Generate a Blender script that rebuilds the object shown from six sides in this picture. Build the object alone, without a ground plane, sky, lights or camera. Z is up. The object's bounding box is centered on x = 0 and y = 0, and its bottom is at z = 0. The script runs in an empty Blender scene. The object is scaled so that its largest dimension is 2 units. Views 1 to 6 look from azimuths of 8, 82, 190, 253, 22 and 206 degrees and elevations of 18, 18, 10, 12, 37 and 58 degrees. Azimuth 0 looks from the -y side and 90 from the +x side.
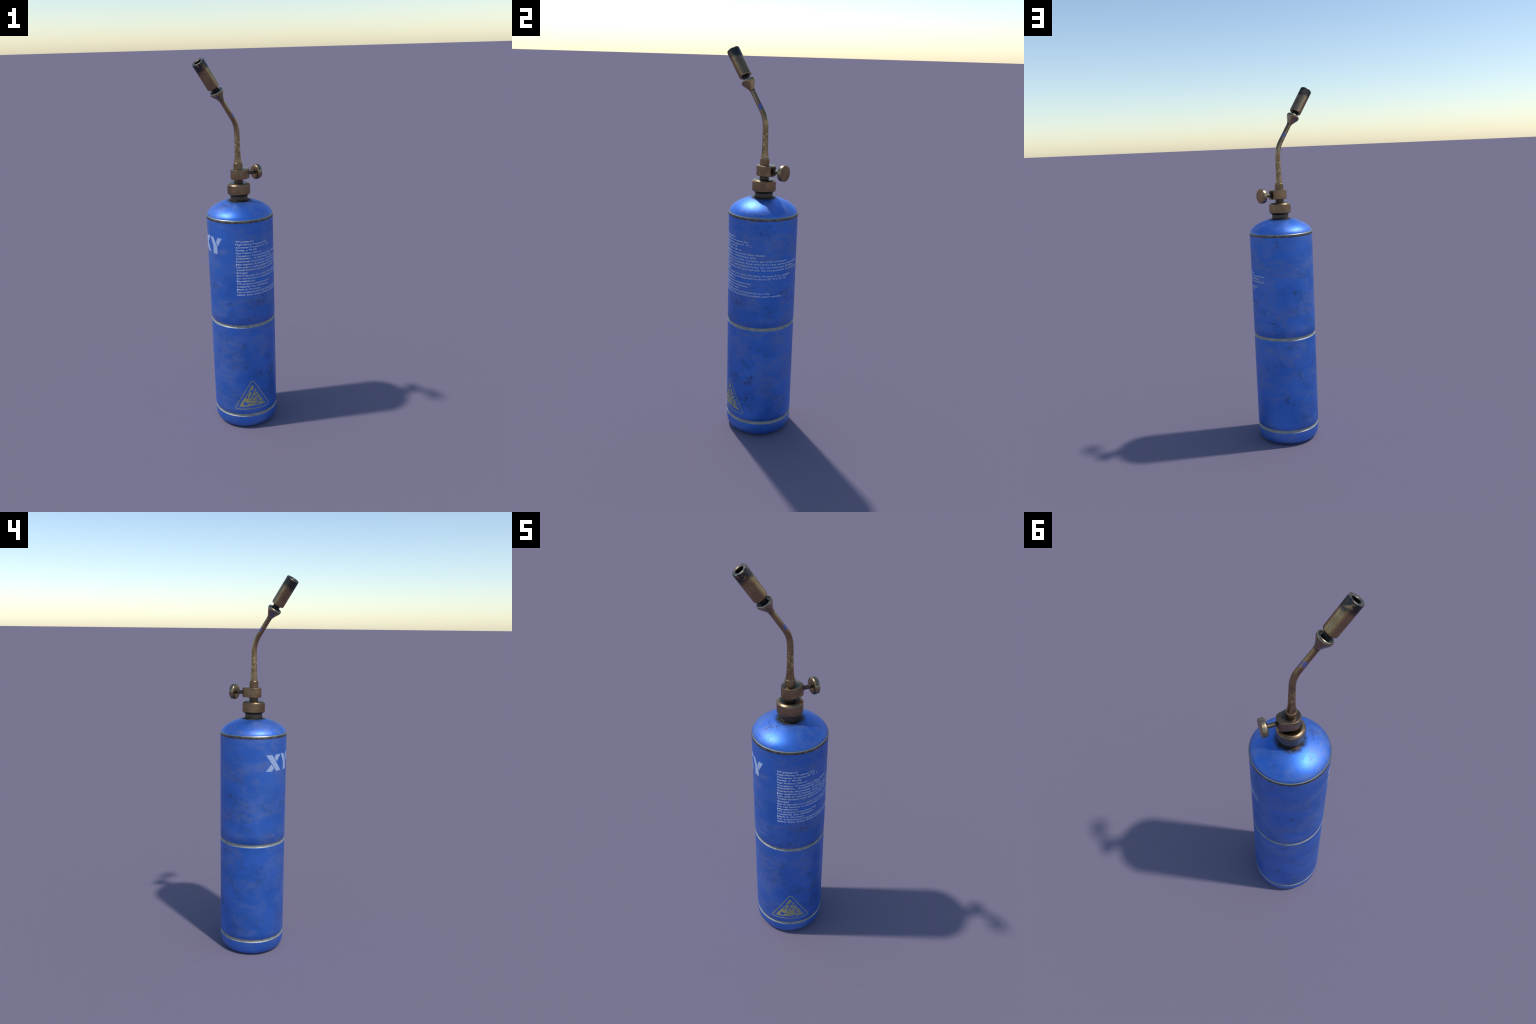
"""Blow torch: blue gas canister, brass valve with a knob, bent pipe and burner."""
import bpy, bmesh, math, random
from mathutils import Vector, Matrix

random.seed(7)
CX = CY = 0.0012                    # axis of the canister
R = 0.1752                          # canister radius
S2 = math.sqrt(0.5)
TORCH_DIR = Vector((-S2, -S2, 0))   # the pipe bends this way
KNOB_DIR = Vector((S2, S2, 0))      # the knob stands on the other side
TILT = math.radians(34.28)
coll = bpy.context.scene.collection


# ------------------------------------------------------------------ node help
class G:
    """Tiny helper to write node graphs as expressions."""
    def __init__(self, name):
        self.mat = bpy.data.materials.new(name)
        self.mat.use_nodes = True
        self.t = self.mat.node_tree
        self.t.nodes.clear()
        self.out = self.t.nodes.new("ShaderNodeOutputMaterial")
        self.bsdf = self.t.nodes.new("ShaderNodeBsdfPrincipled")
        self.t.links.new(self.bsdf.outputs[0], self.out.inputs[0])
        self.co = self.t.nodes.new("ShaderNodeTexCoord").outputs["Object"]
        self._sep = None

    def put(self, sock, v):
        if isinstance(v, bpy.types.NodeSocket):
            self.t.links.new(v, sock)
        elif isinstance(v, (tuple, list)) and len(v) == 3 and sock.type == 'RGBA':
            sock.default_value = (*v, 1)
        else:
            sock.default_value = v

    def set(self, **kw):
        for k, v in kw.items():
            self.put(self.bsdf.inputs[k.replace("_", " ")], v)

    def math(self, op, a, b=0.0, c=0.0, clamp=False):
        n = self.t.nodes.new("ShaderNodeMath")
        n.operation = op
        n.use_clamp = clamp
        for s, v in zip(n.inputs, (a, b, c)):
            self.put(s, v)
        return n.outputs[0]

    def mul(self, a, b): return self.math('MULTIPLY', a, b)
    def add(self, a, b): return self.math('ADD', a, b)
    def sub(self, a, b): return self.math('SUBTRACT', a, b)
    def mx(self, a, b): return self.math('MAXIMUM', a, b)

    def mapped(self, scale=(1, 1, 1), loc=(0, 0, 0), co=None):
        n = self.t.nodes.new("ShaderNodeMapping")
        n.inputs["Scale"].default_value = scale
        n.inputs["Location"].default_value = loc
        self.put(n.inputs["Vector"], co or self.co)
        return n.outputs[0]

    def noise(self, scale, detail=4, rough=0.55, vec=None, dist=0.0):
        n = self.t.nodes.new("ShaderNodeTexNoise")
        n.inputs["Scale"].default_value = scale
        n.inputs["Detail"].default_value = detail
        n.inputs["Roughness"].default_value = rough
        n.inputs["Distortion"].default_value = dist
        self.put(n.inputs["Vector"], vec or self.co)
        return n.outputs["Fac"]

    def step(self, v, lo, hi, a=0.0, b=1.0):
        n = self.t.nodes.new("ShaderNodeMapRange")
        n.interpolation_type = 'SMOOTHSTEP'
        for k, x in (("Value", v), ("From Min", lo), ("From Max", hi), ("To Min", a), ("To Max", b)):
            self.put(n.inputs[k], x)
        return n.outputs[0]

    def mix(self, f, a, b):
        n = self.t.nodes.new("ShaderNodeMix")
        n.data_type = 'RGBA'
        self.put(n.inputs[0], f)
        self.put(n.inputs[6], a)
        self.put(n.inputs[7], b)
        return n.outputs[2]

    def mixf(self, f, a, b):
        n = self.t.nodes.new("ShaderNodeMix")
        self.put(n.inputs[0], f)
        self.put(n.inputs[2], a)
        self.put(n.inputs[3], b)
        return n.outputs[0]

    def xyz(self):
        if not self._sep:
            n = self.t.nodes.new("ShaderNodeSeparateXYZ")
            self.put(n.inputs[0], self.co)
            self._sep = n.outputs
        return self._sep

    def radius(self):
        x, y, _ = self.xyz()
        x, y = self.sub(x, CX), self.sub(y, CY)
        return self.math('SQRT', self.add(self.mul(x, x), self.mul(y, y)))

    def dist(self, p, co=None):
        n = self.t.nodes.new("ShaderNodeVectorMath")
        n.operation = 'DISTANCE'
        self.put(n.inputs[0], co or self.co)
        n.inputs[1].default_value = p
        return n.outputs["Value"]

    def warped(self, amount, scale):
        n = self.t.nodes.new("ShaderNodeTexNoise")
        n.inputs["Scale"].default_value = scale
        n.inputs["Detail"].default_value = 3
        self.put(n.inputs["Vector"], self.co)
        m = self.t.nodes.new("ShaderNodeVectorMath")
        m.operation = 'MULTIPLY_ADD'
        self.put(m.inputs[0], n.outputs["Color"])
        m.inputs[1].default_value = (amount,) * 3
        a = self.t.nodes.new("ShaderNodeVectorMath")
        a.operation = 'ADD'
        self.put(m.inputs[2], self.co)
        self.put(a.inputs[0], m.outputs[0])
        a.inputs[1].default_value = (-amount / 2,) * 3
        return a.outputs[0]

    def along(self, p, d):
        """signed distance along direction d from point p"""
        s = self.t.nodes.new("ShaderNodeVectorMath")
        s.operation = 'SUBTRACT'
        self.put(s.inputs[0], self.co)
        s.inputs[1].default_value = p
        n = self.t.nodes.new("ShaderNodeVectorMath")
        n.operation = 'DOT_PRODUCT'
        self.put(n.inputs[0], s.outputs[0])
        n.inputs[1].default_value = d
        return n.outputs["Value"]

    def edge(self, r):
        """1 on worn convex / concave edges: how far the rounded normal leaves the true one"""
        b = self.t.nodes.new("ShaderNodeBevel")
        b.samples = 6
        b.inputs["Radius"].default_value = r
        g = self.t.nodes.new("ShaderNodeNewGeometry")
        n = self.t.nodes.new("ShaderNodeVectorMath")
        n.operation = 'DOT_PRODUCT'
        self.put(n.inputs[0], b.outputs[0])
        self.put(n.inputs[1], g.outputs["Normal"])
        return self.math('SUBTRACT', 1.0, n.outputs["Value"], clamp=True)

    def bump(self, h, strength=0.2, dist=0.001, normal=None):
        n = self.t.nodes.new("ShaderNodeBump")
        n.inputs["Strength"].default_value = strength
        n.inputs["Distance"].default_value = dist
        self.put(n.inputs["Height"], h)
        if normal is not None:
            self.put(n.inputs["Normal"], normal)
        return n.outputs[0]


def on_can(deg, z, r=R):
    a = math.radians(deg)
    return (CX + r * math.cos(a), CY + r * math.sin(a), z)


# ------------------------------------------------------------------ materials
# where the black speckles gather on the canister: angle, height, spread
SPECKLE_SPOTS = [(-178, 0.69, 0.040), (-173, 0.84, 0.034), (-135, 0.21, 0.034), (-134, 0.83, 0.040), (-118, 0.90, 0.034), (-113, 0.56, 0.034), (-106, 0.75, 0.040),
                 (-101, 0.39, 0.034), (-96, 0.18, 0.034), (-95, 0.47, 0.034), (-95, 0.68, 0.040), (-81, 0.51, 0.034), (-78, 0.39, 0.034), (-66, 0.77, 0.034),
                 (-59, 0.67, 0.040), (-54, 0.33, 0.046), (-54, 0.72, 0.034), (-48, 0.77, 0.052), (-36, 0.23, 0.046), (-32, 0.43, 0.034), (-27, 0.33, 0.046),
                 (-26, 0.54, 0.034), (-22, 0.19, 0.046), (-4, 0.67, 0.034), (-4, 1.15, 0.034), (-2, 0.49, 0.034), (5, 0.73, 0.052), (25, 0.24, 0.034),
                 (37, 0.18, 0.034), (41, 0.82, 0.040), (63, 0.77, 0.034), (86, 0.72, 0.040), (89, 0.49, 0.034), (89, 1.16, 0.034), (91, 0.67, 0.034),
                 (102, 0.91, 0.034), (109, 0.28, 0.034), (111, 0.58, 0.040), (120, 0.43, 0.040), (123, 0.22, 0.040), (124, 0.13, 0.034), (125, 0.78, 0.040),
                 (125, 0.89, 0.052), (136, 0.15, 0.046), (139, 0.35, 0.040), (139, 0.78, 0.040), (139, 0.85, 0.052), (140, 0.98, 0.034), (141, 0.54, 0.040),
                 (145, 1.11, 0.034), (148, 0.31, 0.034), (151, 0.24, 0.046), (154, 0.77, 0.034), (156, 0.70, 0.034), (164, 0.37, 0.034), (168, 0.51, 0.034),
                 (176, 0.19, 0.040), (177, 1.08, 0.034), (178, 0.43, 0.040)]


def paint_layers(g, spots=True):
    """Shared paint look: blue, grey scuffs, black speckle, soot under the neck -> colour, dirt mask, scuff mask"""
    x, y, z = g.xyz()
    tone = g.noise(6, 3, .5)
    col = g.mix(g.step(tone, .3, .7), (0.052, 0.188, 0.655), (0.073, 0.232, 0.78))
    # pale scuffed film, in soft clouds drawn out sideways
    cloud = g.noise(5.5, 5, .6, g.mapped((1, 1, 1.7), (3, 1, 0)), .6)
    wisps = g.noise(26, 4, .62, g.mapped((1, 1, 2.2), (0, 5, 2)), .8)
    scuff = g.mul(g.step(cloud, .40, .62), g.step(wisps, .26, .70))
    col = g.mix(g.mul(scuff, .74), col, (0.185, 0.260, 0.53))
    # speckle
    fine = g.noise(90, 6, .70)
    dots = g.noise(210, 3, .6, g.mapped(loc=(4, 4, 4)))
    sp = None
    if spots:
        bent = g.warped(.16, 17)
        for a, h, w in SPECKLE_SPOTS:
            d = g.step(g.dist(on_can(a, h), bent), w * 1.75, 0.0)
            sp = d if sp is None else g.mx(sp, d)
    else:
        sp = 0.0
    loose = g.step(g.noise(9, 3, .5, g.mapped(loc=(1, 7, 3))), .60, .78)
    cluster = g.mx(sp, g.mul(loose, .45))
    k = g.sub(g.add(g.mul(fine, .7), g.mul(dots, .38)), g.mul(g.sub(1.0, cluster), .26))
    smudge = g.mul(g.step(cluster, .05, .7), g.step(g.noise(34, 4, .65, g.mapped(loc=(6, 1, 8))), .40, .64))
    col = g.mix(g.mul(smudge, .15), col, (0.030, 0.060, 0.17))
    speck = g.mul(g.step(k, .455, .67), g.step(cluster, .02, .5))
    col = g.mix(g.mul(speck, .88), col, (0.014, 0.020, 0.050))
    return col, speck, scuff


def make_paint(name, dome=False):
    g = G(name)
    col, speck, scuff = paint_layers(g, not dome)
    x, y, z = g.xyz()
    metal = 0.78
    if dome:
        n = g.noise(70, 6, .7)
        # two patches of heavy pitting on the sunny side
        for p, w, strong in ((on_can(-128, 1.262, .105), .056, .9), (on_can(-150, 1.258, .100), .032, .9), (on_can(-104, 1.262, .085), .038, .9),
                     (on_can(-110, 1.240, .135), .030, .8), (on_can(88, 1.25, .13), .04, .4), (on_can(-15, 1.276, .08), .03, .5),
                     (on_can(165, 1.25, .12), .035, .5), (on_can(150, 1.265, .09), .045, .5), (on_can(-112, 1.222, .158), .014, .9)):
            m = g.step(g.dist(p), w, w * .2)
            pit = g.mul(g.step(g.sub(g.add(g.mul(n, .75), g.mul(g.noise(150, 3, .6), .35)), g.mul(g.sub(1.0, m), .2)), .52, .68), g.step(m, .05, .5))
            col = g.mix(g.mul(pit, strong), col, (0.010, 0.014, 0.05))
        # soot and rust creeping out from under the neck
        r = g.radius()
        ragged = g.add(r, g.mul(g.sub(g.noise(55, 6, .7), .5), .045))
        soot = g.mx(g.step(ragged, .078, .052), g.mul(g.step(g.radius(), .075, .052), .8))
        col = g.mix(soot, col, (0.010, 0.009, 0.008))
        rust = g.mul(g.step(r, .062, .050), g.step(g.noise(20, 3, .5, g.mapped(loc=(2, 0, 0))), .48, .62))
        col = g.mix(g.mul(rust, .85), col, (0.16, 0.085, 0.03))
        speck = g.mx(speck, soot)
    rough = g.add(g.add(0.42, g.mul(scuff, .12)), g.mul(g.noise(30, 4, .6), .08))
    g.set(Base_Color=col, Metallic=g.mul(metal, g.sub(1.0, g.mul(speck, .9))), Roughness=g.mx(rough, g.mul(speck, .7)))
    h = g.add(g.mul(g.noise(14, 3, .5), .6), g.mul(speck, -.6))
    g.set(Normal=g.bump(h, .25, .002))
    return g.mat


def make_print(name, colour, wear_lo, wear_hi, strength):
    """ink on the canister: rubbed through to the blue paint in blotches"""
    g = G(name)
    col, speck, scuff = paint_layers(g)
    wear = g.mx(g.step(g.noise(38, 4, .6, g.mapped(loc=(2, 9, 4))), wear_lo, wear_hi), g.mul(speck, .9))
    ink = g.mix(g.mul(g.noise(60, 4, .6), .25), colour, tuple(c * .6 for c in colour))
    mask = g.mul(g.sub(1.0, g.mul(wear, .8)), strength)
    g.set(Base_Color=g.mix(mask, col, ink), Metallic=g.mul(.78, g.sub(1.0, mask)), Roughness=.45)
    return g.mat


def make_bare_ring(name, dark=False):
    g = G(name)
    n = g.noise(40, 6, .65)
    if dark:
        col = g.mix(g.step(n, .4, .62), (0.105, 0.090, 0.085), (0.20, 0.185, 0.18))
        x, y, z = g.xyz()
        col = g.mix(g.step(z, 1.2080, 1.2100), col, (0.36, 0.39, 0.35))  # upward ledge tinted pale: sky light caught on the edge
        g.set(Base_Color=col, Metallic=.9, Roughness=g.add(.32, g.mul(n, .25)))
    else:
        grime = g.mul(g.step(g.noise(46, 5, .7), .52, .70), g.step(g.noise(12, 2, .5), .42, .62))
        col = g.mix(g.step(n, .35, .65), (0.27, 0.28, 0.265), (0.37, 0.375, 0.34))
        col = g.mix(g.mul(grime, .85), col, (0.06, 0.055, 0.045))
        g.set(Base_Color=col, Metallic=.40, Roughness=.50)
    g.set(Normal=g.bump(n, .2, .001))
    return g.mat


# torch axis: point where cone and pipe meet, and direction
AX0 = Vector((CX, CY, 0)) + TORCH_DIR * 0.0857 + Vector((0, 0, 1.7966))
AXD = (TORCH_DIR * math.sin(TILT) + Vector((0, 0, math.cos(TILT)))).normalized()


def ax(a):
    return AX0 + AXD * a


def make_brass(name, kind="plain"):
    g = G(name)
    x, y, z = g.xyz()
    n1 = g.noise(22, 5, .6)
    n2 = g.noise(110, 5, .65)
    col = g.mix(g.step(n1, .35, .65), (0.265, 0.168, 0.092), (0.370, 0.250, 0.135))
    col = g.mix(g.mul(g.step(n2, .52, .70), .55), col, (0.15, 0.100, 0.068))
    rough = g.add(.22, g.mul(n2, .22))
    met = 1.0
    worn = g.mul(g.step(g.edge(.0030), .008, .09), g.step(n2, .36, .55))
    col = g.mix(g.mul(worn, .8), col, (0.62, 0.52, 0.33))
    if kind in ("pipe",):
        # corroded, spotted stretch low on the pipe
        band = g.mul(g.step(z, 1.49, 1.54), g.step(z, 1.640, 1.575))
        s = g.noise(120, 5, .75)
        col = g.mix(g.mul(band, g.step(s, .50, .60)), col, (0.66, 0.47, 0.23))
        col = g.mix(g.mul(g.mul(band, .6), g.step(s, .46, .36)), col, (0.12, 0.08, 0.05))
        rough = g.mixf(band, rough, .5)
        # streak of rust down the back
        rust = g.mul(g.step(g.dist((CX - .014, CY + .002, 1.500)), .05, .01), g.step(g.noise(60, 4, .6, g.mapped((1, 1, .15))), .50, .62))
        col = g.mix(rust, col, (0.22, 0.11, 0.04))
        # blue overspray on the upper side of the bend
        a = g.along(ax(0), AXD)
        up = g.along(ax(0), Vector((S2 * math.cos(TILT), S2 * math.cos(TILT), math.sin(TILT))))
        side = g.along(ax(0), Vector((S2, -S2, 0)))
        m = g.mul(g.step(g.math('ABSOLUTE', g.add(a, g.add(.083, g.mul(side, .9)))), .017, .007), g.step(up, -.006, .004))
        m = g.mul(m, g.step(g.noise(48, 4, .6, g.mapped(loc=(0, 3, 1))), .36, .48))
        col = g.mix(g.mul(m, .8), col, (0.045, 0.11, 0.46))
        met = g.sub(1.0, g.mul(m, .6))
    if kind == "cone":
        a = g.along(ax(0), AXD)
        m = g.mul(g.step(g.noise(40, 5, .7, g.mapped(loc=(5, 2, 0))), .55, .60), g.mul(g.step(a, .004, .012), g.step(a, .050, .038)))
        col = g.mix(g.mul(m, .7), col, (0.09, 0.125, 0.30))
        lip = g.step(g.add(a, g.mul(g.sub(g.noise(90, 4, .6), .5), .012)), .044, .049)
        col = g.mix(g.mul(lip, .65), col, (0.27, 0.245, 0.180))
        col = g.mix(g.mul(g.step(g.noise(130, 4, .7), .56, .64), g.mul(lip, .8)), col, (0.75, 0.66, 0.42))
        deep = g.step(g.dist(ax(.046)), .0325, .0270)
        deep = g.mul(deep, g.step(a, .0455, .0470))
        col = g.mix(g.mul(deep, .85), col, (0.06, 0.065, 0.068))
    if kind == "burner":
        a = g.along(ax(.0776), AXD)                       # 0 at the bottom, .1475 at the mouth
        jag = g.add(g.mul(g.sub(g.noise(28, 5, .65), .5), .035), g.mul(g.sub(g.noise(12, 2, .5, g.mapped(loc=(3, 3, 0))), .5), .05))
        soot = g.step(g.add(a, jag), .090, .118)
        bare = g.mul(g.step(g.noise(26, 5, .6, g.mapped(loc=(0, 0, 4))), .555, .585), g.step(g.add(a, g.mul(jag, .6)), .112, .121))
        soot = g.mul(soot, g.sub(1.0, g.mul(bare, .85)))
        col = g.mix(g.mul(soot, .94), col, (0.050, 0.052, 0.055))
        rim = g.mul(g.step(a, .1435, .1460), g.step(n2, .40, .52))
        col = g.mix(g.mul(rim, .45), col, (0.34, 0.29, 0.22))
        rough = g.mixf(soot, g.add(.20, g.mul(n2, .20)), .36)
        inside = g.mul(g.step(a, .140, .125), g.step(g.dist(ax(.205)), .045, .012))
    if kind == "knob":
        d = g.along((CX, CY, 1.415), KNOB_DIR)
        rimz = g.mul(g.step(d, .1030, .1090), g.step(d, .1280, .1265))
        pits = g.mul(g.mul(rimz, g.step(g.noise(150, 4, .7), .52, .60)), .75)
        col = g.mix(g.mul(rimz, .35), col, (0.50, 0.44, 0.29))
        col = g.mix(pits, col, (0.07, 0.065, 0.05))
        rough = g.mixf(pits, rough, .65)
    if kind == "valve":
        # stamped ring marks; contact shadow round the knob stem painted near-black
        for ang in (-54.5, 136.0, -11.0):
            p = on_can(ang, 1.4212, .0402)
            q = g.math('ABSOLUTE', g.sub(g.dist(p), .0082))
            m = g.mul(g.step(q, .0013, .0005), g.step(g.noise(170, 3, .6), .38, .56))
            if ang == -11.0:
                m = g.mul(m, .4)
            tick = g.step(g.dist(on_can(ang + 3, 1.4225, .0402)), .0034, .0014)
            col = g.mix(g.mul(g.mx(m, g.mul(tick, .6)), .5), col, (0.58, 0.52, 0.38))
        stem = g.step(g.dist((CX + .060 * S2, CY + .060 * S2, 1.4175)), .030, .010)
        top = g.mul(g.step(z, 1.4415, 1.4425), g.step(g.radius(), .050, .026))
        col = g.mix(g.mul(top, .8), col, (0.05, 0.055, 0.055))  # ambient occlusion round the collar foot baked into the top colour
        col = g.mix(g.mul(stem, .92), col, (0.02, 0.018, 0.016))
    if kind == "nut":
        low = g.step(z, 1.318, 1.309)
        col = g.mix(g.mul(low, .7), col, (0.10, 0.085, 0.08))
        top = g.mul(g.step(z, 1.3655, 1.3715), g.step(g.radius(), .050, .034))
        col = g.mix(g.mul(top, .75), col, (0.035, 0.03, 0.025))  # darkened toward the stem to show the occluded joint
    if kind == "neck":
        col = g.mix(.75, col, (0.055, 0.060, 0.057))
        low = g.step(z, 1.292, 1.286)
        col = g.mix(g.mul(low, .8), col, (0.03, 0.026, 0.02))
        rough = g.add(.42, g.mul(n2, .2))
    h = g.add(g.mul(n2, .5), g.mul(g.noise(45, 4, .6), .5))
    g.set(Base_Color=col, Metallic=met, Roughness=rough, Normal=g.bump(h, .22, .0012))
    return g.mat


def make_black(name):
    g = G(name)
    n = g.noise(80, 4, .6)
    g.set(Base_Color=g.mix(n, (0.006, 0.006, 0.006), (0.022, 0.020, 0.018)), Metallic=.3, Roughness=.55)
    return g.mat


M_BODY = make_paint("blue_metallic_paint")
M_DOME = make_paint("blue_dome_paint", dome=True)
M_RING = make_bare_ring("bare_steel_band")
M_SEAM = make_bare_ring("dark_steel_seam", dark=True)
M_TEXT = make_print("small_print_ink", (0.60, 0.66, 0.80), .58, .78, .95)
M_LOGO = make_print("big_letter_ink", (0.40, 0.50, 0.72), .68, .82, .95)
M_SIGN = make_print("yellow_sign_ink", (0.44, 0.39, 0.14), .60, .78, .95)
M_BRASS = make_brass("aged_brass")
M_PIPE = make_brass("aged_pipe_brass", "pipe")
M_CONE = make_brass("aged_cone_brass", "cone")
M_BURN = make_brass("heat_blackened_brass", "burner")
M_KNOB = make_brass("pitted_knob_brass", "knob")
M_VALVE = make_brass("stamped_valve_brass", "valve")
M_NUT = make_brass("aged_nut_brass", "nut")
M_NECK = make_brass("dull_neck_brass", "neck")
M_BLACK = make_black("sooty_black")


# ------------------------------------------------------------------ geometry help
def finish(bm, name, mat, parent, angle=35, smooth=True, kind=None):
    bmesh.ops.remove_doubles(bm, verts=bm.verts, dist=1e-6)
    bmesh.ops.recalc_face_normals(bm, faces=bm.faces)
    me = bpy.data.meshes.new(name)
    bm.to_mesh(me)
    bm.free()
    me.materials.append(mat)
    if smooth:
        me.shade_smooth()
        me.set_sharp_from_angle(angle=math.radians(angle))
    ob = bpy.data.objects.new(name, me)
    coll.objects.link(ob)
    ob.parent = parent
    if kind:
        ob["kind"] = kind
    return ob


def frame(axis):
    axis = Vector(axis).normalized()
    u = axis.orthogonal().normalized()
    return u, axis.cross(u), axis


def lathe(bm, profile, origin, axis=(0, 0, 1), seg=64):
    """revolve (r, h) pairs; r = 0 closes to a point"""
    u, v, w = frame(axis)
    o = Vector(origin)
    rows = []
    for r, h in profile:
        if r < 1e-7:
            rows.append([bm.verts.new(o + w * h)])
        else:
            rows.append([bm.verts.new(o + w * h + u * (r * math.cos(2 * math.pi * i / seg)) + v * (r * math.sin(2 * math.pi * i / seg))) for i in range(seg)])
    for A, B in zip(rows, rows[1:]):
        for i in range(seg):
            j = (i + 1) % seg
            if len(A) == 1 and len(B) > 1:
                bm.faces.new((A[0], B[i], B[j]))
            elif len(B) == 1 and len(A) > 1:
                bm.faces.new((A[i], A[j], B[0]))
            elif len(A) > 1:
                bm.faces.new((A[i], A[j], B[j], B[i]))


def held(profile, near=.0008, longer=.006):
    """extra rings close to the ends of long straight runs keep their shading flat"""
    out = [profile[0]]
    for (r0, h0), (r1, h1) in zip(profile, profile[1:]):
        L = math.hypot(r1 - r0, h1 - h0)
        if L > longer:
            for f in (near / L, 1 - near / L):
                out.append((r0 + (r1 - r0) * f, h0 + (h1 - h0) * f))
        out.append((r1, h1))
    return out


def lathe_obj(name, profile, mat, parent, origin=(CX, CY, 0), axis=(0, 0, 1), seg=64, angle=35):
    bm = bmesh.new()
    if mat not in (M_BODY, M_DOME):
        profile = held(profile)
    lathe(bm, profile, origin, axis, seg)
    return finish(bm, name, mat, parent, angle)


def arc(cx, cz, r, a0, a1, n):
    return [(cx + r * math.cos(math.radians(a0 + (a1 - a0) * i / n)), cz + r * math.sin(math.radians(a0 + (a1 - a0) * i / n))) for i in range(n + 1)]


def empty(name, parent=None):
    e = bpy.data.objects.new(name, None)
    coll.objects.link(e)
    e.parent = parent
    e.empty_display_size = .1
    return e


torch = empty("blow_torch")
torch["label"] = "worn blue gas canister with a bent brass torch head"
torch["category"] = "blow torch"

# ------------------------------------------------------------------ canister
canister_profile = [(0, 0.004), (.10, .004), (.118, .0015), (.132, 0), (.141, .0004), (.1525, .0042), (.1600, .0095), (.1660, .0165),
                    (.1708, .0275), (.1736, .0405), (R - .0004, .056), (R - .0002, .0735), (R - .0004, .0772)]
middle = [(R - .0060, .0940), (R - .0040, .0942), (R - .0012, .0947), (R - .0003, .0958), (R, .12), (R, .34), (R, .58), (R - .0002, .6130),
          (R - .0001, .6180), (R - .0004, .6188)]
upper = [(R - .0060, .6356), (R - .0040, .6359), (R - .0012, .6363), (R - .0003, .6374), (R, .68), (R, .92), (R, 1.16), (R, 1.1962)]

canister = lathe_obj("canister", canister_profile, M_BODY, torch, seg=128, angle=50)
lathe_obj("canister_wall", middle, M_BODY, canister, seg=128, angle=50)
lathe_obj("canister_wall", upper, M_BODY, canister, seg=128, angle=50)
band_bottom = [(R - .0004, .0772), (R - .0008, .0780), (R - .0041, .0800), (R - .0047, .0808), (R - .0052, .0850), (R - .0060, .0940)]
lathe_obj("steel_band", band_bottom, M_RING, canister, seg=128)
lathe_obj("steel_band", [(r, z + .5416 + (.0002 if i == 0 else 0)) for i, (r, z) in enumerate(band_bottom)], M_RING, canister, seg=128)
lathe_obj("seam_band", [(R, 1.1962), (R + .0008, 1.1972), (R + .0011, 1.2030), (R + .0008, 1.2070), (R - .0004, 1.2094), (R - .0026, 1.2122), (R - .0040, 1.2122)],
          M_SEAM, canister, seg=128)
DZ, DH, DR = 1.2112, .0763, R - .0032
dome = [(DR * math.cos(t) ** (2 / 1.8), DZ + DH * math.sin(t) ** (2 / 1.65)) for t in [i / 28 * math.pi / 2 for i in range(28)]]
dome = [p for p in dome if p[0] > .030] + [(.030, DZ + DH)]
lathe_obj("dome", dome, M_DOME, canister, seg=128, angle=60)

# ------------------------------------------------------------------ valve stack
valve = torch
lathe_obj("neck", [(.0300, 1.270), (.0472, 1.270), (.0478, 1.2840), (.0470, 1.2868), (.0455, 1.2880), (.0452, 1.2900), (.0452, 1.3110)], M_NECK, valve, seg=48)
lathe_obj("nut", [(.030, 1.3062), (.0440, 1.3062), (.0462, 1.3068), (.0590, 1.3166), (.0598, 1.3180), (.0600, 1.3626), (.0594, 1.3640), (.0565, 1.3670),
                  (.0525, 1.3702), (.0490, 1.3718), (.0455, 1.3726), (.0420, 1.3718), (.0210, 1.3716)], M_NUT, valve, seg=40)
lathe_obj("valve_stem", [(.0230, 1.366), (.0230, 1.396)], M_NECK, valve, seg=40)


def valve_body():
    """round block drawn out to a flat nose that carries the knob stem"""
    pts = []
    a_end, w_end, rc, rb = .0598, .0310, .0235, .0402
    circ = [(rb * math.cos(math.radians(t)), rb * math.sin(math.radians(t))) for t in range(0, 360, 6)]
    corner = [(a_end - rc + rc * math.cos(math.radians(t)), s * (w_end - rc) + rc * math.sin(math.radians(t))) for s in (1, -1) for t in range(0, 360, 10)]
    P = sorted(set((round(x, 6), round(y, 6)) for x, y in circ + corner))

    def half(points):
        h = []
        for p in points:
            while len(h) > 1 and (h[-1][0] - h[-2][0]) * (p[1] - h[-2][1]) - (h[-1][1] - h[-2][1]) * (p[0] - h[-2][0]) <= 0:
                h.pop()
            h.append(p)
        return h[:-1]
    hull = half(P) + half(P[::-1])
    bm = bmesh.new()
    side = Vector((-S2, S2, 0))
    rows = []
    for inset, z in ((.0035, 1.3918), (.0012, 1.3924), (0, 1.3945), (0, 1.3953), (0, 1.4392), (0, 1.4400), (.0010, 1.4425), (.0032, 1.4434)):
        rows.append([bm.verts.new(Vector((CX, CY, z)) + KNOB_DIR * (x * (1 - inset / math.hypot(x, y))) + side * (y * (1 - inset / math.hypot(x, y)))) for x, y in hull])
    k = len(hull)
    for A, B in zip(rows, rows[1:]):
        for i in range(k):
            bm.faces.new((A[i], A[(i + 1) % k], B[(i + 1) % k], B[i]))
    bm.faces.new(rows[0][::-1])
    bm.faces.new(rows[-1])
    return finish(bm, "valve_body", M_VALVE, valve, 40)


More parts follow.
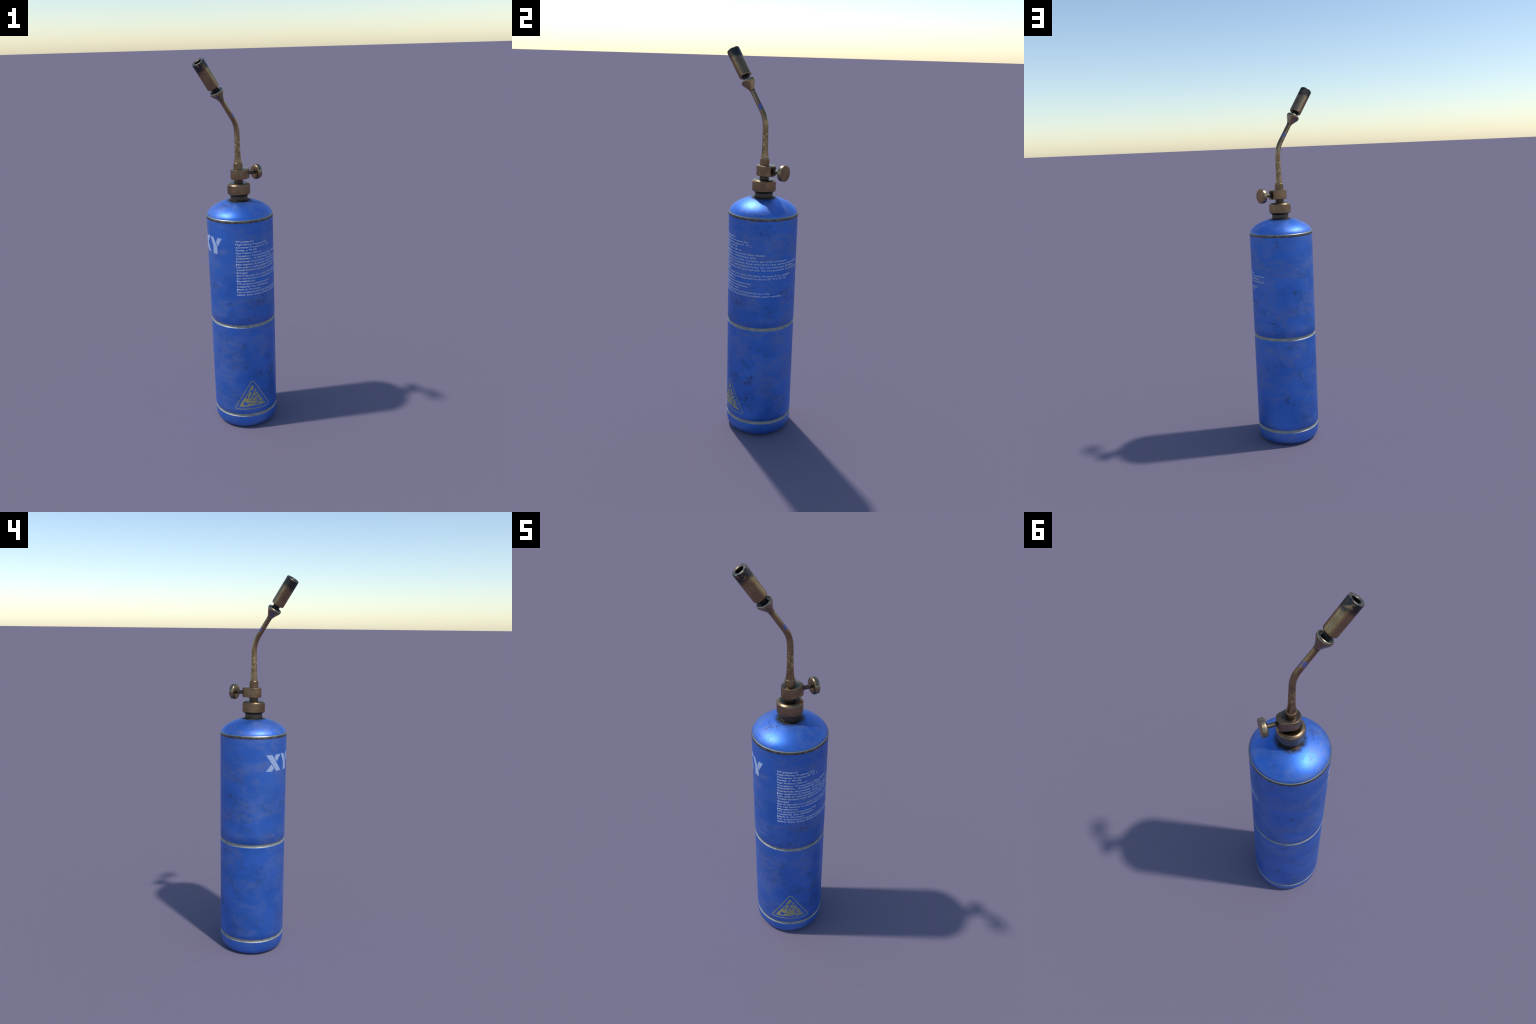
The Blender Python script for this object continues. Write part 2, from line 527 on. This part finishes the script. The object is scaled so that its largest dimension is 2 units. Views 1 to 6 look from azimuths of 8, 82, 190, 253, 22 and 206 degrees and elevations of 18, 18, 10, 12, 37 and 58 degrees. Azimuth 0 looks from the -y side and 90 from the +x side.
block = valve_body()
lathe_obj("collar", [(.0205, 1.440), (.0232, 1.440), (.0233, 1.4455), (.0236, 1.4725), (.0231, 1.4752), (.0216, 1.4772), (.0185, 1.4782), (.012, 1.4782)], M_BRASS, valve, seg=40)
knob_o = Vector((CX, CY, 1.4152))
knob = lathe_obj("knob", [(0, .1095), (.0110, .1095), (.0116, .1040), (.0140, .1022), (.0200, .1020), (.0300, .1024), (.0350, .1036), (.0383, .1060), (.0398, .1092), (.0403, .1130),
                          (.0403, .1252), (.0398, .1270), (.0384, .1282), (.0300, .1286), (0, .1286)], M_KNOB, block, knob_o, KNOB_DIR, 48, 40)
lathe_obj("knob_stem", [(0, .040), (.0104, .040), (.0104, .0625), (.0090, .0640), (.0097, .0655), (.0097, .0920), (.0101, .0935), (.0101, .0990), (.0086, .1005), (.0086, .1100), (0, .1100)],
          M_NECK, block, knob_o, KNOB_DIR, 24)

# ------------------------------------------------------------------ pipe
head = torch


def pipe():
    corner = 1.7966 - .0857 / math.tan(TILT)
    T = .042
    rb = T / math.tan(TILT / 2)
    path = []                                       # (s, z, tilt, radius)
    for z, r in ((1.470, .0200), (1.478, .0196), (1.484, .0186), (1.491, .0176), (1.500, .0167), (1.512, .0159), (1.530, .0150), (1.555, .0145), (1.585, .0142), (1.610, .0140)):
        path.append((0, z, 0, r))
    n = 6
    for i in range(n + 1):
        t = TILT * i / n
        path.append((rb - rb * math.cos(t), corner - T + rb * math.sin(t), t, .0139 - .0007 * i / n))
    L = .0857 / math.sin(TILT)
    for f, r in ((.35, .0130), (.55, .0128), (.75, .0126), (.90, .0125), (1.01, .0125)):
        d = T + (L - T) * f
        path.append((d * math.sin(TILT), corner + d * math.cos(TILT), TILT, r))
    bm = bmesh.new()
    side = Vector((S2, -S2, 0))
    seg = 32
    rows = []
    for s, z, t, r in path:
        c = Vector((CX, CY, z)) + TORCH_DIR * s
        u = TORCH_DIR * math.cos(t) - Vector((0, 0, math.sin(t)))
        rows.append([bm.verts.new(c + u * (r * math.cos(2 * math.pi * i / seg)) + side * (r * math.sin(2 * math.pi * i / seg))) for i in range(seg)])
    for A, B in zip(rows, rows[1:]):
        for i in range(seg):
            bm.faces.new((A[i], A[(i + 1) % seg], B[(i + 1) % seg], B[i]))
    return finish(bm, "pipe", M_PIPE, head, 60)


pipe()
lathe_obj("seal_ring", [(.0110, -.0022), (.0131, -.0022), (.0134, -.0006), (.0132, .0012), (.0110, .0012)], M_BLACK, head, ax(0), AXD, 32)
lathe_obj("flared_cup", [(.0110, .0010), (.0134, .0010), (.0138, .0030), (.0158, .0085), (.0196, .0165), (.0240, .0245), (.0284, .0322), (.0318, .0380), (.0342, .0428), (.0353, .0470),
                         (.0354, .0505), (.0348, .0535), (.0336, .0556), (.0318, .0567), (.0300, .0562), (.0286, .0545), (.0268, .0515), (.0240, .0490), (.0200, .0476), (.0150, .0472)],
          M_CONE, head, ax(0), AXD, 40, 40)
lathe_obj("burner_neck", [(.0176, .0430), (.0176, .0600), (.0168, .0605), (.0168, .0630), (.0176, .0635), (.0176, .0690), (.0168, .0695), (.0168, .0720), (.0176, .0725), (.0176, .0860)],
          M_BLACK, head, ax(0), AXD, 32)
B0, BL = .0772, .1486
burner = [(.0180, B0 + .0060), (.0215, B0 + .0045), (.0250, B0 + .0010), (.0275, B0), (.0298, B0 + .0006), (.0314, B0 + .0024), (.0322, B0 + .0055), (.0323, B0 + .012), (.0324, B0 + .07),
          (.0323, B0 + BL - .0050), (.0318, B0 + BL - .0022), (.0306, B0 + BL - .0006), (.0290, B0 + BL), (.0270, B0 + BL - .0008), (.0215, B0 + BL - .0012), (.0195, B0 + BL - .0016),
          (.0180, B0 + BL - .0032), (.0172, B0 + BL - .0070), (.0168, B0 + BL - .030), (.0165, B0 + BL - .060), (0, B0 + BL - .062)]
lathe_obj("burner", burner, M_BURN, head, ax(0), AXD, 48, 45)
lathe_obj("gas_nozzle", [(.0168, B0 + BL - .0310), (.0166, B0 + BL - .0290), (.0060, B0 + BL - .0290), (.0055, B0 + BL - .0320), (0, B0 + BL - .0320)], M_BLACK, head, ax(0), AXD, 24)


# ------------------------------------------------------------------ printing on the canister
def wrap_print(bm, name, mat, parent, deg0, z0, lift=.0004, thick=.0004, step=None, kind=None):
    """bend a flat drawing (x along the circumference in metres, y up) round the canister and give it thickness"""
    if step:
        xs = [v.co.x for v in bm.verts]
        x = min(xs) + step
        while x < max(xs):
            bmesh.ops.bisect_plane(bm, geom=bm.verts[:] + bm.edges[:] + bm.faces[:], plane_co=(x, 0, 0), plane_no=(1, 0, 0))
            x += step
    ext = bmesh.ops.extrude_face_region(bm, geom=bm.faces[:])
    top = {v for v in ext["geom"] if isinstance(v, bmesh.types.BMVert)}
    for v in bm.verts:
        a = math.radians(deg0) + v.co.x / R
        r = R + (lift + v.co.z if v in top else -thick)
        v.co = Vector((CX + r * math.cos(a), CY + r * math.sin(a), z0 + v.co.y))
    return finish(bm, name, mat, parent, smooth=False, kind=kind)


def poly(bm, pts):
    # every piece lies a hair above the one before, so overlapping pieces never share a plane
    h = 2.5e-5 * (len({v.co.z for v in bm.verts}))
    f = bm.faces.new([bm.verts.new((x, y, h)) for x, y in pts])
    f.normal_update()
    if f.normal.z < 0:
        f.normal_flip()


# small print: text and where its right end stands (degrees round the axis)
LINES = [("XY-propane®", -58.5), ("High-Purity Propane Gas", -30.7), ("Contents: Propane (C  H  )", -25.9), ("Purity: ≥ 99.5%", -53.0), ("Net Volume: 500 ml", -44.5),
         ("Container: Pressurized Glass Bottle", -3.3), ("WARNING - FLAMMABLE GAS", -18.0), ("Extremely flammable. Contains gas under pressure.", 36.6),
         ("May explode if heated. Keep away from heat, sparks, open flames.", None), ("Use only in well-ventilated areas. Do not inhale gas directly.", None),
         ("Avoid contact with eyes and skin. Do not puncture or incinerate.", None), ("Storage:", None), ("Store upright in a cool, dry place. Protect from sunlight.", 46.3),
         ("Do not expose to temperatures above 50 °C (122 °F).", 36.7), ("Manufacturer:", None), ("XY-propane Industries Ltd.", -25.2), ("Industrial Gas Solutions", -31.3),
         ("Made in Germany", None), ("For professional and industrial use only.", 7.0), ("Safety Data Sheet (SDS) available upon request.", 26.8)]
LABEL_LEFT, LABEL_TOP, PITCH, CAP = -89.3, 1.1060, .01530, .0092


def text_mesh(body):
    cu = bpy.data.curves.new("line", 'FONT')
    cu.body = body
    cu.size = 1
    cu.resolution_u = 2
    cu.offset = .026
    ob = bpy.data.objects.new("line", cu)
    coll.objects.link(ob)
    dg = bpy.context.evaluated_depsgraph_get()
    me = bpy.data.meshes.new_from_object(ob.evaluated_get(dg))
    bpy.data.objects.remove(ob)
    bpy.data.curves.remove(cu)
    return me


def small_print():
    ref = text_mesh("H")
    cap = max(v.co.y for v in ref.vertices)
    drawn = []
    for body, end in LINES:
        me = text_mesh(body)
        drawn.append((me, min(v.co.x for v in me.vertices), max(v.co.x for v in me.vertices), end))
    ratios = [math.radians(e - LABEL_LEFT) * R / (b - a) for _, a, b, e in drawn if e is not None]
    usual = sum(ratios) / len(ratios)
    print("text ratios", [round(r / usual, 3) for r in ratios], "usual/cap", usual / (CAP / cap))
    for i, (me, a, b, end) in enumerate(drawn):
        sx = math.radians(end - LABEL_LEFT) * R / (b - a) if end is not None else usual
        sy = CAP / cap
        bm = bmesh.new()
        bm.from_mesh(me)
        bmesh.ops.remove_doubles(bm, verts=bm.verts, dist=1e-5)
        for v in bm.verts:
            v.co = Vector(((v.co.x - a) * sx, v.co.y * sy, 0))
        wrap_print(bm, "text_line", M_TEXT, canister, LABEL_LEFT, LABEL_TOP - CAP - PITCH * i, kind="stuff")
        bpy.data.meshes.remove(me)


small_print()


def deg_poly(pts, deg0):
    return [(math.radians(a - deg0) * R, z) for a, z in pts]


def big_letter(pieces):
    bm = bmesh.new()
    for p in pieces:
        poly(bm, deg_poly(p, -150))
    wrap_print(bm, "brand_letter", M_LOGO, canister, -150, 0, lift=.0004, step=.004)


big_letter([[(-174.7, 1.1125), (-163.0, 1.1125), (-143.7, 1.0265), (-154.3, 1.0265)],
            [(-174.8, 1.0265), (-163.3, 1.0265), (-159.2, 1.0430), (-164.8, 1.0640)],
            [(-143.8, 1.1125), (-155.2, 1.1125), (-158.6, 1.0965), (-152.9, 1.0760)]])
big_letter([[(-142.8, 1.1130), (-134.0, 1.1130), (-124.6, 1.0650), (-124.6, 1.0250), (-134.7, 1.0250), (-134.7, 1.0660)],
            [(-123.2, 1.1130), (-114.2, 1.1125), (-122.8, 1.0660), (-127.0, 1.0880)]])


def warning_sign():
    """rounded triangle with a bursting ball that throws rays up and to the right"""
    deg0 = -68.2
    parent = canister
    bm = bmesh.new()
    # frame
    A, B, C = Vector((0, .3130)), Vector((-.1090, .1250)), Vector((.1090, .1250))

    def rounded(rad, inset):
        cen = (A + B + C) / 3
        inr = .0633
        k = (inr - inset) / inr
        P = [cen + (p - cen) * k for p in (A, B, C)]
        out = []
        for i in range(3):
            p, q, s = P[i], P[i - 1], P[(i + 1) % 3]
            d1, d2 = (q - p).normalized(), (s - p).normalized()
            half = math.acos(max(-1, min(1, d1.dot(d2)))) / 2
            t = rad / math.tan(half)
            c = p + (d1 + d2).normalized() * (rad / math.sin(half))
            a0 = (p + d1 * t - c)
            a1 = (p + d2 * t - c)
            b0, b1 = math.atan2(a0.y, a0.x), math.atan2(a1.y, a1.x)
            while b1 < b0 - math.pi:
                b1 += 2 * math.pi
            while b1 > b0 + math.pi:
                b1 -= 2 * math.pi
            for j in range(9):
                b = b0 + (b1 - b0) * j / 8
                out.append((c.x + rad * math.cos(b), c.y + rad * math.sin(b)))
        return out
    o, n = rounded(.0120, 0), rounded(.0085, .0036)
    vo = [bm.verts.new((x, y, 0)) for x, y in o]
    vn = [bm.verts.new((x, y, 0)) for x, y in n]
    k = len(vo)
    for i in range(k):
        f = bm.faces.new((vo[i], vo[(i + 1) % k], vn[(i + 1) % k], vn[i]))
        f.normal_update()
        if f.normal.z < 0:
            f.normal_flip()
    wrap_print(bm, "warning_sign", M_SIGN, parent, deg0, 0, step=.005)

    bm = bmesh.new()

    # all in millimetres: along the circumference from the middle of the sign, and height above the ground
    def piece(*pts):
        poly(bm, [(x / 1000, y / 1000) for x, y in pts])

    ball = [(-42.7 + 12.2 * math.cos(math.radians(t)), 161 + 12.2 * math.sin(math.radians(t))) for t in range(95, 290, 15)]
    piece((-76.7, 145.2), (-67.1, 162.5), (-52.3, 188.2), (-45.1, 181.1), *ball, (-42, 144.6), (-55.1, 145.0))      # corner round the ball
    piece((-30.4, 226.0), (-29.6, 214.6), (-35.0, 210.3), (-37.7, 201.6), (-44.3, 193.8), (-39.3, 207.7), (-35.1, 217.9))      # broken ray up to the left
    piece((-50.8, 192.6), (-42.8, 198.2), (-35.9, 193.5), (-30.8, 197.6), (-28.6, 187.3), (-20.8, 186.6), (-20.4, 166.4), (-32.3, 165.4), (-40.2, 169.4), (-45.2, 177.7), (-52.9, 185.8))      # torn upper side of the burst
    piece((-1.3, 276.8), (7.0, 262.6), (-0.0, 246.0), (-8.6, 244.1), (-13.8, 241.6), (-16.8, 236.0), (-14.9, 229.3), (-9.5, 229.4), (-12.0, 219.8), (-17.5, 203.6), (-20.8, 185.6), (-29.0, 186.4), (-25.5, 213.2), (-21.7, 238.9), (-12.6, 257.8))      # tall ray
    piece((1.0, 242.2), (-4.2, 228.6), (-12.0, 207.3), (-14.1, 208.8), (-5.9, 231.3))      # sliver beside it
    piece((14.5, 252.4), (22.0, 238.3), (15.9, 235.7), (7.8, 240.1))      # rays to the right, each broken into bits
    piece((5.1, 232.7), (15.8, 232.9), (14.1, 225.2), (8.3, 216.0), (4.9, 208.6), (-5.2, 206.3), (1.0, 219.8))
    piece((-3.4, 204.1), (5.6, 200.5), (0.3, 193.4), (-15.0, 179.5), (-20.2, 184.6))
    piece((25.6, 230.2), (31.1, 221.9), (9.8, 203.7), (6.8, 209.5))
    piece((34.9, 216.1), (41.7, 204.0), (-6.0, 177.5), (-13.3, 176.1), (20.6, 204.1))
    piece((45.0, 198.0), (52.3, 187.5), (33.9, 179.6), (28.6, 187.5))
    piece((14.5, 188.5), (24.4, 188.6), (22.3, 180.7), (-0.3, 174.9), (-4.2, 176.8))
    piece((54.9, 179.6), (61.2, 168.8), (45.6, 170.0), (33.7, 172.8), (39.4, 178.4))
    piece((29.1, 177.7), (31.3, 173.5), (6.6, 170.8), (-4.4, 171.9))
    piece((74.2, 152.4), (75.1, 143.9), (50.7, 145.4), (32.9, 143.8), (26.4, 149.2), (26.9, 155.2), (44.8, 156.1))
    piece((45.1, 166.1), (61.9, 161.2), (63.9, 157.0), (29.0, 160.1), (27.2, 164.6))
    piece((-21.1, 177.6), (-0.7, 174.2), (26.5, 168.3), (23.2, 161.0), (10.0, 161.2), (-20.4, 164.0))
    piece((-30.0, 154.7), (-21.6, 159.2), (9.9, 157.2), (25.4, 156.0), (19.1, 149.8), (5.9, 147.8), (-15.9, 146.2), (-37.4, 143.0), (-55.2, 143.3), (-76.8, 143.5), (-55.1, 146.1), (-44.5, 145.3), (-35.5, 148.4))
    wrap_print(bm, "burst_symbol", M_SIGN, parent, deg0, 0, lift=.0005, step=.005)


warning_sign()
